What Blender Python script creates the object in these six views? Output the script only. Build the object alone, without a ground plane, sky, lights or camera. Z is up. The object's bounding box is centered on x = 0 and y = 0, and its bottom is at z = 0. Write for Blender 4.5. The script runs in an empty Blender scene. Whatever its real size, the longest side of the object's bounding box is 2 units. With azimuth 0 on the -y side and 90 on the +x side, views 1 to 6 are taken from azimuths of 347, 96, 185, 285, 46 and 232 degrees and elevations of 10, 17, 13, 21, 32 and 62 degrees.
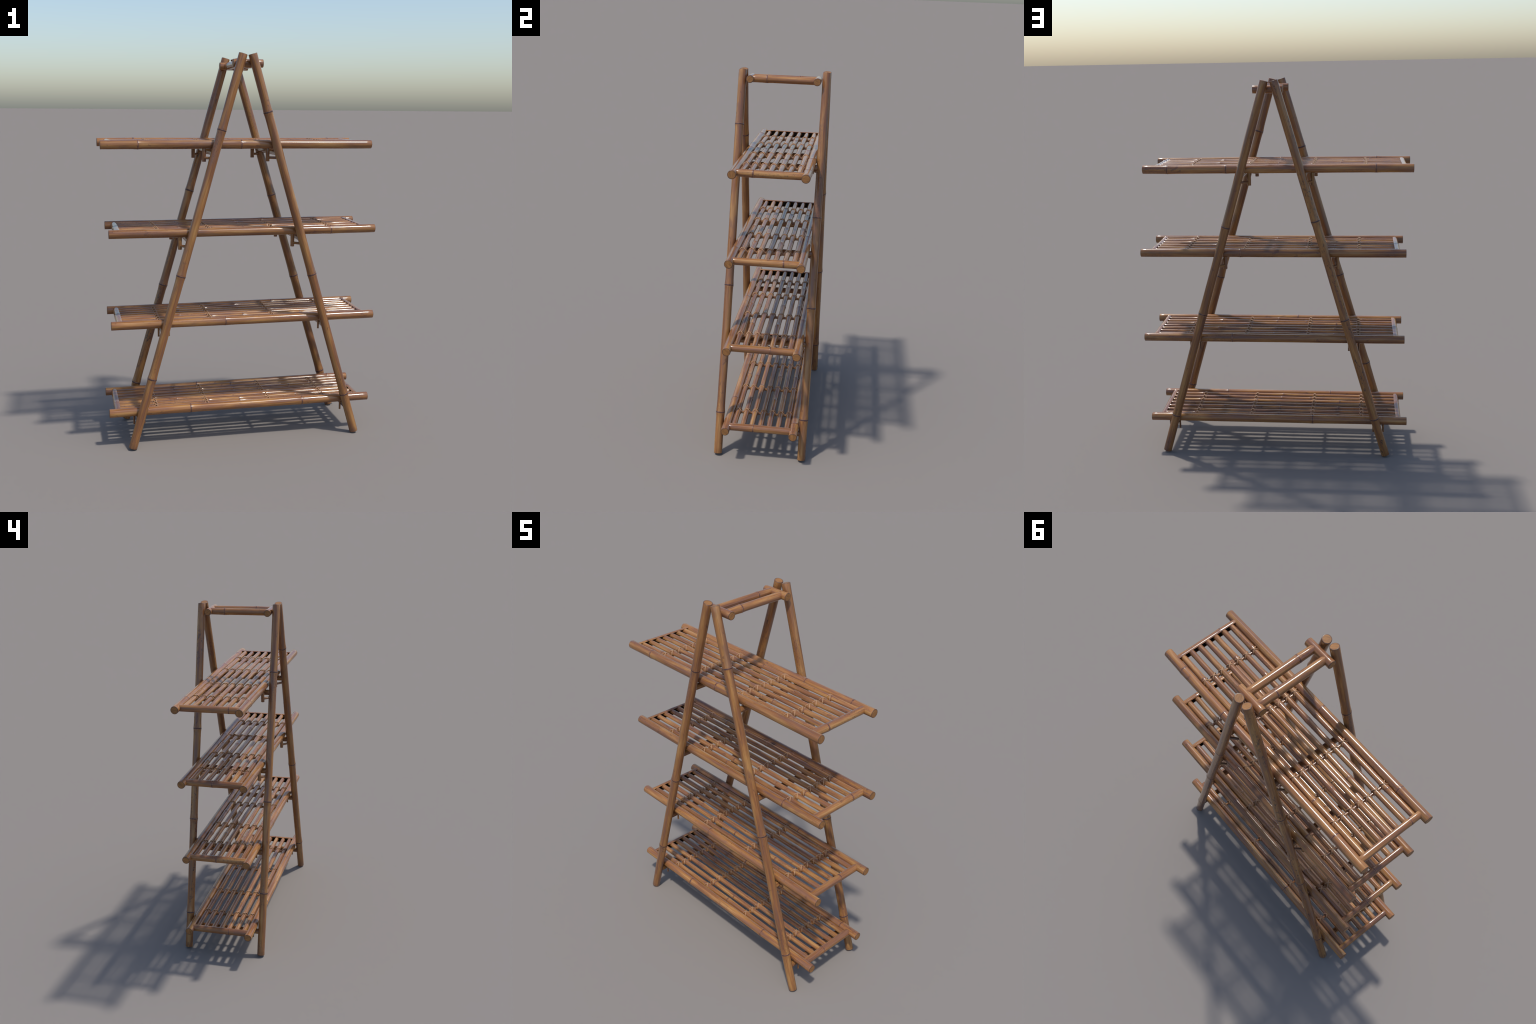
# A four-tier bamboo ladder shelf: four leaning culm legs in two A-frames, a small
# carrying frame at the top, and four identical slatted trays lashed with twine.
import bpy, math, random
from mathutils import Vector, Matrix, noise

# ------------------------------------------------------------------ dimensions
LEG_R, RAIL_R, ENDBAR_R, SLAT_R, ROD_R, BEAM_R = 0.0221, 0.0221, 0.0192, 0.0144, 0.0075, 0.0155
LEG_Y = 0.2255
LEG_TOP_Z, LEG_FOOT_Z = 1.9940, 0.0060
LEG_X = {"left": (-0.0127, -0.5830), "right": (0.0348, 0.6090)}      # x at top, x at foot
RAIL_Y, RAIL_LEN = 0.1787, 1.392
SLAT_PITCH = 0.0468
ROD_X = (-0.4535, -0.1860, 0.1475, 0.4500)                            # relative to tray centre
BAR_X = (-0.6480, 0.6345)
SLAT_DZ = 0.0026                                                     # slats are split culms, flat side at this height

# tray: centre x, height, nodes on front rail / back rail (world x), nodes on end bars (world y)
TRAYS = [
    dict(cx=-0.0168, z=1.5500, front=(-0.530, -0.012), back=(-0.523, 0.243, 0.550), bars=(-0.112, -0.081), heavy=True),
    dict(cx=0.0152, z=1.1087, front=(0.467,),          back=(0.181,),               bars=(0.009, 0.089),  heavy=True),
    dict(cx=0.0180, z=0.6424, front=(-0.093,),         back=(0.236,),               bars=(0.007, 0.040),  heavy=False),
    dict(cx=0.0002, z=0.1827, front=(-0.276, 0.325),   back=(-0.190, 0.579),        bars=(-0.054, -0.036), heavy=False),
]
# nodes along each slat, relative to the tray centre
SLAT_NODES = {-3: (-0.478, -0.005, 0.467), -2: (-0.165, 0.000, 0.312), -1: (-0.333, 0.140, 0.467),
              0: (-0.446, 0.156), 1: (-0.326, -0.003, 0.312), 2: (-0.178, 0.442), 3: (-0.325, -0.002, 0.465)}
# nodes along each leg, as a fraction of its length measured down from the top
LEG_NODES = {("left", -1): (0.187, 0.553, 0.818), ("right", -1): (0.142, 0.560, 0.892),
             ("left", 1): (0.356, 0.619, 0.896), ("right", 1): (0.372, 0.606, 0.895)}

# ------------------------------------------------------------------ materials
def new_material(name):
    m = bpy.data.materials.new(name)
    m.use_nodes = True
    nt = m.node_tree
    nt.nodes.clear()
    return m, nt

def N(nt, kind, **props):
    n = nt.nodes.new(kind)
    for k, v in props.items():
        setattr(n, k, v)
    return n

def ramp(nt, fac, stops):
    r = N(nt, "ShaderNodeValToRGB")
    el = r.color_ramp.elements
    el[0].position, el[0].color = stops[0][0], (*stops[0][1], 1)
    el[1].position, el[1].color = stops[-1][0], (*stops[-1][1], 1)
    for p, c in stops[1:-1]:
        e = el.new(p)
        e.color = (*c, 1)
    nt.links.new(fac, r.inputs[0])
    return r.outputs[0]

def mapped_noise(nt, vec, scale, nscale, detail=3.0, rough=0.55, dist=0.0):
    mp = N(nt, "ShaderNodeMapping")
    mp.inputs["Scale"].default_value = scale
    nt.links.new(vec, mp.inputs["Vector"])
    nz = N(nt, "ShaderNodeTexNoise")
    nz.inputs["Scale"].default_value = nscale
    nz.inputs["Detail"].default_value = detail
    nz.inputs["Roughness"].default_value = rough
    nz.inputs["Distortion"].default_value = dist
    nt.links.new(mp.outputs[0], nz.inputs["Vector"])
    return nz.outputs[0]

def mix(nt, fac, a, b, mode="MIX"):
    m = N(nt, "ShaderNodeMix", data_type="RGBA", blend_type=mode)
    if isinstance(fac, float):
        m.inputs[0].default_value = fac
    else:
        nt.links.new(fac, m.inputs[0])
    for sock, val in ((m.inputs[6], a), (m.inputs[7], b)):
        if isinstance(val, tuple):
            sock.default_value = (*val, 1)
        else:
            nt.links.new(val, sock)
    return m.outputs[2]

def random_coords(nt):
    """Object coordinates shifted by a random amount per object so that shared meshes differ."""
    tc = N(nt, "ShaderNodeTexCoord")
    oi = N(nt, "ShaderNodeObjectInfo")
    mul = N(nt, "ShaderNodeMath", operation="MULTIPLY")
    mul.inputs[1].default_value = 37.0
    nt.links.new(oi.outputs["Random"], mul.inputs[0])
    add = N(nt, "ShaderNodeVectorMath", operation="ADD")
    nt.links.new(tc.outputs["Object"], add.inputs[0])
    nt.links.new(mul.outputs[0], add.inputs[1])
    return add.outputs[0], oi.outputs["Random"]

def finish(nt, color, rough, bump_src=None, bump=0.0, bump_dist=0.001, spec=0.5):
    p = N(nt, "ShaderNodeBsdfPrincipled")
    o = N(nt, "ShaderNodeOutputMaterial")
    if isinstance(color, tuple):
        p.inputs["Base Color"].default_value = (*color, 1)
    else:
        nt.links.new(color, p.inputs["Base Color"])
    if isinstance(rough, float):
        p.inputs["Roughness"].default_value = rough
    else:
        nt.links.new(rough, p.inputs["Roughness"])
    p.inputs["Specular IOR Level"].default_value = spec
    if bump_src is not None:
        b = N(nt, "ShaderNodeBump")
        b.inputs["Strength"].default_value = bump
        b.inputs["Distance"].default_value = bump_dist
        nt.links.new(bump_src, b.inputs["Height"])
        nt.links.new(b.outputs[0], p.inputs["Normal"])
    nt.links.new(p.outputs[0], o.inputs[0])

GOLD = (0.340, 0.176, 0.062)
ORANGE = (0.272, 0.124, 0.043)
RUSSET = (0.215, 0.092, 0.039)
MAUVE = (0.172, 0.083, 0.052)
STAIN = (0.105, 0.048, 0.036)
DARK = (0.045, 0.034, 0.036)

def bamboo_material(name, tint=1.0, spots=0.0, coarse=1.0):
    m, nt = new_material(name)
    vec, rnd = random_coords(nt)
    # long fibres run along local z
    broad = mapped_noise(nt, vec, (1, 1, 0.085), 46 * coarse, 3.0, 0.55)
    fibre = mapped_noise(nt, vec, (1, 1, 0.020), 260 * coarse, 3.0, 0.6)
    patch = mapped_noise(nt, vec, (1, 1, 0.30), 17 * coarse, 3.0, 0.6, 0.4)
    t = lambda c: tuple(x * tint for x in c)
    base = ramp(nt, broad, [(0.33, t(GOLD)), (0.46, t(ORANGE)), (0.57, t(RUSSET)), (0.68, t(MAUVE))])
    fib = ramp(nt, fibre, [(0.32, (0.66, 0.62, 0.60)), (0.50, (1, 1, 1)), (0.70, (1.20, 1.22, 1.20))])
    col = mix(nt, 0.75, base, fib, "MULTIPLY")
    stain = ramp(nt, patch, [(0.56, (0, 0, 0)), (0.66, (1, 1, 1))])
    col = mix(nt, 0.60, col, mix(nt, stain, col, t(MAUVE)))
    blot = mapped_noise(nt, vec, (1, 1, 0.5), 30 * coarse, 4.0, 0.65, 0.6)
    bl = ramp(nt, blot, [(0.63, (0, 0, 0)), (0.68, (0.6, 0.6, 0.6))])
    col = mix(nt, bl, col, STAIN)
    # fine dark flecks, drawn out along the fibre
    fleck = mapped_noise(nt, vec, (1, 1, 0.45), 190 - 90 * spots, 4.0, 0.75)
    where = mapped_noise(nt, vec, (1, 1, 0.22), 11 + 9 * spots, 2.0, 0.5)
    fr = ramp(nt, fleck, [(0.53, (0, 0, 0)), (0.64, (1, 1, 1))])
    lo = 0.60 - 0.07 * spots
    wr = ramp(nt, where, [(lo, (0, 0, 0)), (lo + 0.06, (1, 1, 1))])
    both = mix(nt, 1.0, fr, wr, "MULTIPLY")
    damp = mix(nt, 1.0, both, (0.55 + 0.4 * spots,) * 3, "MULTIPLY")
    col = mix(nt, damp, col, DARK)
    # each culm slightly lighter or darker
    var = ramp(nt, rnd, [(0.0, (0.86, 0.85, 0.86)), (1.0, (1.10, 1.10, 1.08))])
    col = mix(nt, 1.0, col, var, "MULTIPLY")
    rg = ramp(nt, patch, [(0.3, (0.13,) * 3), (0.75, (0.19,) * 3)])
    finish(nt, col, rg, fibre, 0.015, 0.0006)
    return m

def ring_material(name, dark, light, rough):
    m, nt = new_material(name)
    vec, _ = random_coords(nt)
    n = mapped_noise(nt, vec, (1, 1, 1), 90, 2.0)
    finish(nt, ramp(nt, n, [(0.35, dark), (0.68, light)]), rough)
    return m

def cut_material(name):
    m, nt = new_material(name)
    vec, rnd = random_coords(nt)
    grain = mapped_noise(nt, vec, (0.10, 1, 1), 330, 3.0, 0.6)
    broad = mapped_noise(nt, vec, (0.25, 1, 1), 70, 2.0, 0.5)
    a = ramp(nt, grain, [(0.3, (0.165, 0.078, 0.028)), (0.55, (0.300, 0.142, 0.048)), (0.75, (0.345, 0.175, 0.062))])
    b = ramp(nt, broad, [(0.35, (0.85, 0.82, 0.8)), (0.65, (1.08, 1.05, 1.0))])
    finish(nt, mix(nt, 1.0, a, b, "MULTIPLY"), 0.5, grain, 0.2, 0.0006, 0.35)
    return m

def twine_material(name):
    m, nt = new_material(name)
    vec, _ = random_coords(nt)
    n = mapped_noise(nt, vec, (1, 1, 1), 420, 3.0, 0.6)
    col = ramp(nt, n, [(0.3, (0.285, 0.150, 0.072)), (0.7, (0.460, 0.270, 0.150))])
    finish(nt, col, 0.42, n, 0.35, 0.0006, 0.4)
    return m

MAT_LEG = bamboo_material("leg_bamboo", 1.0, 0.15)
MAT_SPOT = bamboo_material("speckled_bamboo", 0.95, 1.0)
MAT_RAIL = bamboo_material("rail_bamboo", 1.03, 0.25)
MAT_SLAT = bamboo_material("slat_bamboo", 1.03, 0.1, 1.3)
MAT_PEG = bamboo_material("peg_bamboo", 0.9, 0.0, 1.5)
MAT_RING = ring_material("node_ring", (0.045, 0.022, 0.022), (0.105, 0.050, 0.038), 0.25)
MAT_HALO = ring_material("node_scar", (0.150, 0.066, 0.034), (0.250, 0.108, 0.045), 0.28)
MAT_RIM = ring_material("cut_rim", (0.075, 0.036, 0.022), (0.150, 0.068, 0.032), 0.35)
MAT_LINE = ring_material("rail_node_line", (0.065, 0.032, 0.030), (0.130, 0.060, 0.044), 0.16)
MAT_SOFT = ring_material("slat_node_ring", (0.120, 0.056, 0.036), (0.235, 0.105, 0.050), 0.16)
MAT_INSIDE = ring_material("hollow_inside", (0.018, 0.011, 0.007), (0.030, 0.018, 0.010), 0.8)  # base colour darkened to near black to paint the shadow inside the end bars
MAT_CUT = cut_material("cut_end_grain")
MAT_TWINE = twine_material("twine")

# ------------------------------------------------------------------ culm builder
def culm_mesh(name, length, radius, nodes=(), sides=28, seed=0, body=None, flare=0.060,
              flip=False, wobble=0.0005, ring=True, step=0.03, section="round", soft_ring=False, ridge=False):
    """Bamboo stem along local +z from 0 to length. Each node is a swelling that grows slowly on
    one side and falls away quickly on the other, with a dark raised ring on its crest.
    section: "round", "split" (solid half culm, flat below local y = 0) or "shell" (hollow culm with one side cut away)."""
    if section == "round":
        sec = [(2 * math.pi * k / sides, 0.0) for k in range(sides)]
    elif section == "split":
        sec = [(math.pi * (-0.02 + 1.04 * k / (sides - 1)), 0.0) for k in range(sides)]
    else:
        h = sides // 2
        arc = [math.pi * (-1 / 6 + 4 / 3 * k / (h - 1)) for k in range(h)]
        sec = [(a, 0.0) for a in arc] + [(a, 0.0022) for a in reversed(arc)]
        sides = len(sec)
    rnd = random.Random(seed)
    off = Vector((rnd.uniform(0, 50), rnd.uniform(0, 50), rnd.uniform(0, 50)))
    ring_h = (0.0026 if ridge else 0.0012) + radius * 0.02
    halo_h = 0.0040 + radius * 0.07
    bevel = min(0.0016, radius * 0.12)
    stations = {0.0, bevel, bevel * 0.35, length, length - bevel, length - bevel * 0.35}
    n = max(2, int(length / step))
    for i in range(1, n):
        stations.add(length * i / n)
    nodes = [s for s in nodes if 0.004 < s < length - 0.004]
    for s in nodes:
        stations -= {q for q in list(stations) if abs(q - s) < 0.034 and 0.003 < q < length - 0.003}
        for d in (-0.032, -0.024, -0.018, -0.013, -halo_h, -ring_h, -ring_h * 0.55, 0, ring_h * 0.55,
                  ring_h, halo_h, 0.013, 0.018, 0.024, 0.032):
            if 0 < s + d < length:
                stations.add(s + d)
    swell = [rnd.uniform(0.75, 1.2) for _ in nodes]
    st = sorted(stations)
    st = [s for i, s in enumerate(st) if i == 0 or s - st[i - 1] > 1e-5]

    def rad(s):
        r = radius * (1 + 0.012 * noise.noise(off + Vector((0, 0, s * 4))))
        for q, amp in zip(nodes, swell):
            d = (s - q) * (-1 if flip else 1)
            sig = 0.0210 if d > 0 else 0.0140
            r += radius * flare * amp * math.exp(-(abs(d) / sig) ** 1.25)
            if ridge and abs(d) <= halo_h:
                r -= radius * 0.022 * max(0.0, 1 - abs(abs(d) - ring_h * 1.05) / (ring_h * 0.8))
                if abs(d) < ring_h * 0.6:
                    r += radius * 0.012
        e = min(s, length - s)
        if e < bevel:
            r -= bevel * (1 - math.sqrt(max(0.0, 1 - (1 - e / bevel) ** 2)))
        return r

    # the axis bends a little at every node
    bends = [(0.0, 0.0, 0.0)] + [(q, rnd.uniform(-1, 1) * wobble * 1.6, rnd.uniform(-1, 1) * wobble * 1.6)
                                 for q in sorted(nodes)] + [(length, 0.0, 0.0)]

    def axis(s):
        for (s0, x0, y0), (s1, x1, y1) in zip(bends, bends[1:]):
            if s <= s1:
                t = (s - s0) / max(1e-6, s1 - s0)
                return x0 + (x1 - x0) * t, y0 + (y1 - y0) * t
        return 0.0, 0.0

    verts, faces, mats = [], [], []
    for s in st:
        r = rad(s)
        fade = min(1.0, s / 0.05, (length - s) / 0.05)
        bx, by = axis(s)
        cx = bx + wobble * 1.2 * noise.noise(off + Vector((s * 5, 3, 0))) * fade
        cy = by + wobble * 1.2 * noise.noise(off + Vector((s * 5, 9, 0))) * fade
        for a, inset in sec:
            rr = r - inset + wobble * 0.5 * noise.noise(off + Vector((math.cos(a) * 1.2, math.sin(a) * 1.2, s * 7)))
            verts.append((cx + rr * math.cos(a), cy + rr * math.sin(a), s))
    for i in range(len(st) - 1):
        mid = (st[i] + st[i + 1]) / 2
        mi = 0
        if ring:
            for q in nodes:
                d = (mid - q) * (-1 if flip else 1)
                if abs(d) < ring_h:
                    mi = 1
                elif -halo_h < d < halo_h and mi == 0:
                    mi = 2
        if min(mid, length - mid) < bevel and mi == 0:
            mi = 3
        for k in range(sides):
            k2 = (k + 1) % sides
            faces.append((i * sides + k, i * sides + k2, (i + 1) * sides + k2, (i + 1) * sides + k))
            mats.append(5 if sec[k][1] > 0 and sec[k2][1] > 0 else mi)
    # cut ends: a dark skin rim, then the pale grain
    for end, base in ((0, 0), (1, (len(st) - 1) * sides)) if section != "shell" else ():
        z = st[0] if end == 0 else st[-1]
        s_in = 1 if end == 0 else -1
        r0 = rad(z)
        mid_y = 0.42 if section == "split" else 0.0
        loops = [base]
        for fr, dz in ((0.90, 0.0), (0.45, 0.0002)):
            loops.append(len(verts))
            for a, _ in sec:
                verts.append((r0 * fr * math.cos(a), r0 * (fr * (math.sin(a) - mid_y) + mid_y), z + s_in * dz))
        centre = len(verts)
        verts.append((0, r0 * mid_y, z + s_in * 0.0002))
        for j in range(2):
            for k in range(sides):
                k2 = (k + 1) % sides
                f = (loops[j] + k, loops[j + 1] + k, loops[j + 1] + k2, loops[j] + k2)
                faces.append(f if end == 0 else f[::-1])
                mats.append(3 if j == 0 else 4)
        for k in range(sides):
            k2 = (k + 1) % sides
            f = (loops[2] + k, centre, loops[2] + k2)
            faces.append(f if end == 0 else f[::-1])
            mats.append(4)
    me = bpy.data.meshes.new(name)
    me.from_pydata(verts, [], faces)
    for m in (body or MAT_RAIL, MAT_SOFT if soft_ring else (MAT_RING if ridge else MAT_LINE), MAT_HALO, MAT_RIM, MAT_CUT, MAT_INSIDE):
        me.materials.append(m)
    me.polygons.foreach_set("material_index", mats)
    me.polygons.foreach_set("use_smooth", [True] * len(faces))
    me.update()
    me.set_sharp_from_angle(angle=math.radians(50))
    return me

def place(name, mesh, start, end, parent, roll=0.0, up=None):
    """Put a culm mesh so that its local z runs from start towards end (and local y along up)."""
    ob = bpy.data.objects.new(name, mesh)
    bpy.context.scene.collection.objects.link(ob)
    d = Vector(end) - Vector(start)
    rot = d.to_track_quat("Z", "Y").to_matrix().to_4x4() @ Matrix.Rotation(roll, 4, "Z")
    if up is not None:
        zl, yl = d.normalized(), Vector(up)
        rot = Matrix((yl.cross(zl), yl, zl)).transposed().to_4x4()
    ob.parent = parent
    ob.matrix_world = Matrix.Translation(Vector(start)) @ rot
    return ob

def empty(name, loc, parent=None):
    e = bpy.data.objects.new(name, None)
    e.empty_display_size = 0.1
    bpy.context.scene.collection.objects.link(e)
    e.parent = parent
    e.location = loc
    bpy.context.view_layer.update()
    return e

rng = random.Random(11)
root = empty("bamboo_shelf", (0, 0, 0))
root["label"] = "four tier A-frame bamboo ladder shelf with twine-lashed slats"
root["category"] = "shelf"

# ------------------------------------------------------------------ legs
def leg_x(side, z):
    t, f = LEG_X[side]
    return t + (f - t) * (LEG_TOP_Z - z) / (LEG_TOP_Z - LEG_FOOT_Z)

for (side, sy), fr in LEG_NODES.items():
    foot = Vector((LEG_X[side][1], sy * LEG_Y, LEG_FOOT_Z))
    top = Vector((LEG_X[side][0], sy * LEG_Y, LEG_TOP_Z))
    length = (top - foot).length
    speck = (side == "left" and sy == 1)
    me = culm_mesh("leg", length, LEG_R, [length * (1 - f) for f in fr], 32, rng.randint(0, 999),
                   MAT_SPOT if speck else MAT_LEG, 0.112, wobble=0.0007, ridge=True)
    place("leg", me, foot, top, root, rng.uniform(0, 6.28))

# ------------------------------------------------------------------ carrying frame at the top
TOP_Z = 1.950
for sy in (-1, 1):
    me = culm_mesh("top_crosspiece", 0.153, 0.0204, (), 32, rng.randint(0, 999), MAT_RAIL)
    place("top_crosspiece", me, (-0.0552, sy * 0.1790, TOP_Z), (0.0968, sy * 0.1790, TOP_Z), root, 1.57 + sy)
for x, ny in ((0.0560, -0.090), (-0.0155, 0.083)):
    me = culm_mesh("top_bar", 0.352, 0.0194, (ny + 0.176,), 32, rng.randint(0, 999), MAT_RAIL, 0.09, flip=(ny < 0))
    place("top_bar", me, (x, -0.176, TOP_Z), (x, 0.176, TOP_Z), root, rng.uniform(0, 6.28))

# ------------------------------------------------------------------ twine lashing
def tube(verts, faces, path, r, sides=7):
    n = len(path)
    base = len(verts)
    up = Vector((1, 0, 0))
    for i, p in enumerate(path):
        t = (path[(i + 1) % n] - path[i - 1]).normalized()
        a = t.cross(up).normalized()
        b = t.cross(a).normalized()
        for k in range(sides):
            w = 2 * math.pi * k / sides
            verts.append(p + a * (r * math.cos(w)) + b * (r * math.sin(w)))
    for i in range(n):
        j = (i + 1) % n
        for k in range(sides):
            k2 = (k + 1) % sides
            faces.append((base + i * sides + k, base + j * sides + k, base + j * sides + k2, base + i * sides + k2))

def lashing_mesh(seed):
    """Diagonal loops that cross on top of the slat and close again under the rod below it."""
    rnd = random.Random(seed)
    verts, faces = [], []
    for slope, shift, lift, tr in ((0.70, -0.0006, 0.0, 0.0018), (-0.74, -0.0012, 0.0014, 0.0014),
                                   (-0.78, 0.0018, 0.0010, 0.0014)):
        R = SLAT_R * 1.02 + tr * 0.7 + lift
        slope += rnd.uniform(-0.06, 0.06)
        shift += rnd.uniform(-0.0008, 0.0008)
        bottom = -(2 * ROD_R + tr * 0.5 + lift * 0.3)
        prof = []
        for i in range(15):
            a = math.pi * i / 14
            prof.append((R * math.cos(a), R * math.sin(a)))
        prof += [(-R * 0.95, bottom * 0.45), (-R * 0.78, bottom * 0.85), (-R * 0.45, bottom), (0.0, bottom - 0.0003),
                 (R * 0.45, bottom), (R * 0.78, bottom * 0.85), (R * 0.95, bottom * 0.45)]
        path = [Vector((shift + slope * y * (1.0 if z > 0 else 0.92), y, z)) for y, z in prof]
        tube(verts, faces, path, tr)
    me = bpy.data.meshes.new("lashing")
    me.from_pydata(verts, [], faces)
    me.materials.append(MAT_TWINE)
    me.polygons.foreach_set("use_smooth", [True] * len(faces))
    me.update()
    return me

LASHINGS = [lashing_mesh(40 + i) for i in range(4)]

# ------------------------------------------------------------------ trays
SLAT_X = (BAR_X[0] - 0.009, BAR_X[1] + 0.009)                          # slat ends sit inside the hollow end bars
SLAT_MESH = {i: culm_mesh("slat", SLAT_X[1] - SLAT_X[0], SLAT_R * rng.uniform(0.97, 1.03), [q - SLAT_X[0] for q in nd], 18,
                          100 + i, MAT_SLAT, 0.13, flip=(i % 2 == 0), wobble=0.0009, section="split",
                          soft_ring=True) for i, nd in SLAT_NODES.items()}
ROD_MESH = culm_mesh("cross_rod", 0.332, ROD_R, (), 16, 7, MAT_PEG, ring=False)
BEAM_MESH = culm_mesh("support_beam", 2 * LEG_Y - 0.01, BEAM_R, (0.21,), 24, 8, MAT_PEG, 0.05)

for ti, T in enumerate(TRAYS):
    cx, z = T["cx"], T["z"]
    tray = empty("tray", (cx, 0, z), root)
    x0, x1 = cx - RAIL_LEN / 2, cx + RAIL_LEN / 2
    for sy, key in ((-1, "front"), (1, "back")):
        me = culm_mesh("rail", RAIL_LEN, RAIL_R, [q - x0 for q in T[key]], 32, rng.randint(0, 999), MAT_RAIL,
                       0.066, flip=(rng.random() < 0.5), wobble=0.0006)
        place("rail", me, (x0, sy * RAIL_Y, z), (x1, sy * RAIL_Y, z), tray, rng.uniform(0, 6.28))
    for bx, ny in zip(BAR_X, T["bars"]):
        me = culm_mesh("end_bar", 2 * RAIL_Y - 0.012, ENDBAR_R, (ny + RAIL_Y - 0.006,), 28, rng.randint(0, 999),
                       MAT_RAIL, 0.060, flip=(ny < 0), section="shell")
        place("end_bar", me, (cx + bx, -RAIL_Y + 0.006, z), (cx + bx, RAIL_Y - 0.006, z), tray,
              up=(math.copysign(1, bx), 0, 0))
    for i in range(-3, 4):
        y = i * SLAT_PITCH
        place("slat", SLAT_MESH[i], (cx + SLAT_X[0], y, z + SLAT_DZ), (cx + SLAT_X[1], y, z + SLAT_DZ), tray,
              up=(0, 0, 1))
    rod_z = z + SLAT_DZ - ROD_R + 0.0005
    for rx in ROD_X:
        place("cross_rod", ROD_MESH, (cx + rx, -0.166, rod_z), (cx + rx, 0.166, rod_z), tray, rng.uniform(0, 6.28))
        for i in range(-3, 4):
            ob = bpy.data.objects.new("lashing", LASHINGS[rng.randrange(4)])
            bpy.context.scene.collection.objects.link(ob)
            ob.parent = tray
            ob.location = (rx + rng.uniform(-0.0012, 0.0012), i * SLAT_PITCH, SLAT_DZ)
    # supports: a beam between front and back leg, held by pegs hanging from the rails
    for side in ("left", "right"):
        bz = z - 0.041
        bx = leg_x(side, bz)
        place("support_beam", BEAM_MESH, (bx, -LEG_Y + 0.005, bz), (bx, LEG_Y - 0.005, bz), tray, rng.uniform(0, 6.28))
        for sy in (-1, 1):
            if T["heavy"]:
                # one thick peg beside the beam, pinned to the leg
                px = bx - (0.049 if ti == 0 else 0.047 if side == "left" else 0.040)
                me = culm_mesh("peg", 0.080, 0.0100, (), 20, rng.randint(0, 999), MAT_PEG, ring=False)
                place("peg", me, (px, sy * 0.1780, z - 0.085), (px, sy * 0.1780, z - 0.005), tray, rng.uniform(0, 6.28))
                pz = z - 0.066
                lx = leg_x(side, pz)
                a, b = Vector((px, sy * 0.1780, pz)), Vector((lx, sy * LEG_Y, pz))
                me = culm_mesh("pin", (b - a).length, 0.0066, (), 16, rng.randint(0, 999), MAT_PEG, ring=False)
                place("pin", me, a, b, tray, rng.uniform(0, 6.28))
            else:
                # two thin pegs straddling the beam
                for s in (-1, 1):
                    px = bx + s * 0.0265
                    me = culm_mesh("peg", 0.060, 0.0050, (), 16, rng.randint(0, 999), MAT_PEG, ring=False)
                    place("peg", me, (px, sy * 0.1780, z - 0.0655), (px, sy * 0.1780, z - 0.0055), tray,
                          rng.uniform(0, 6.28))
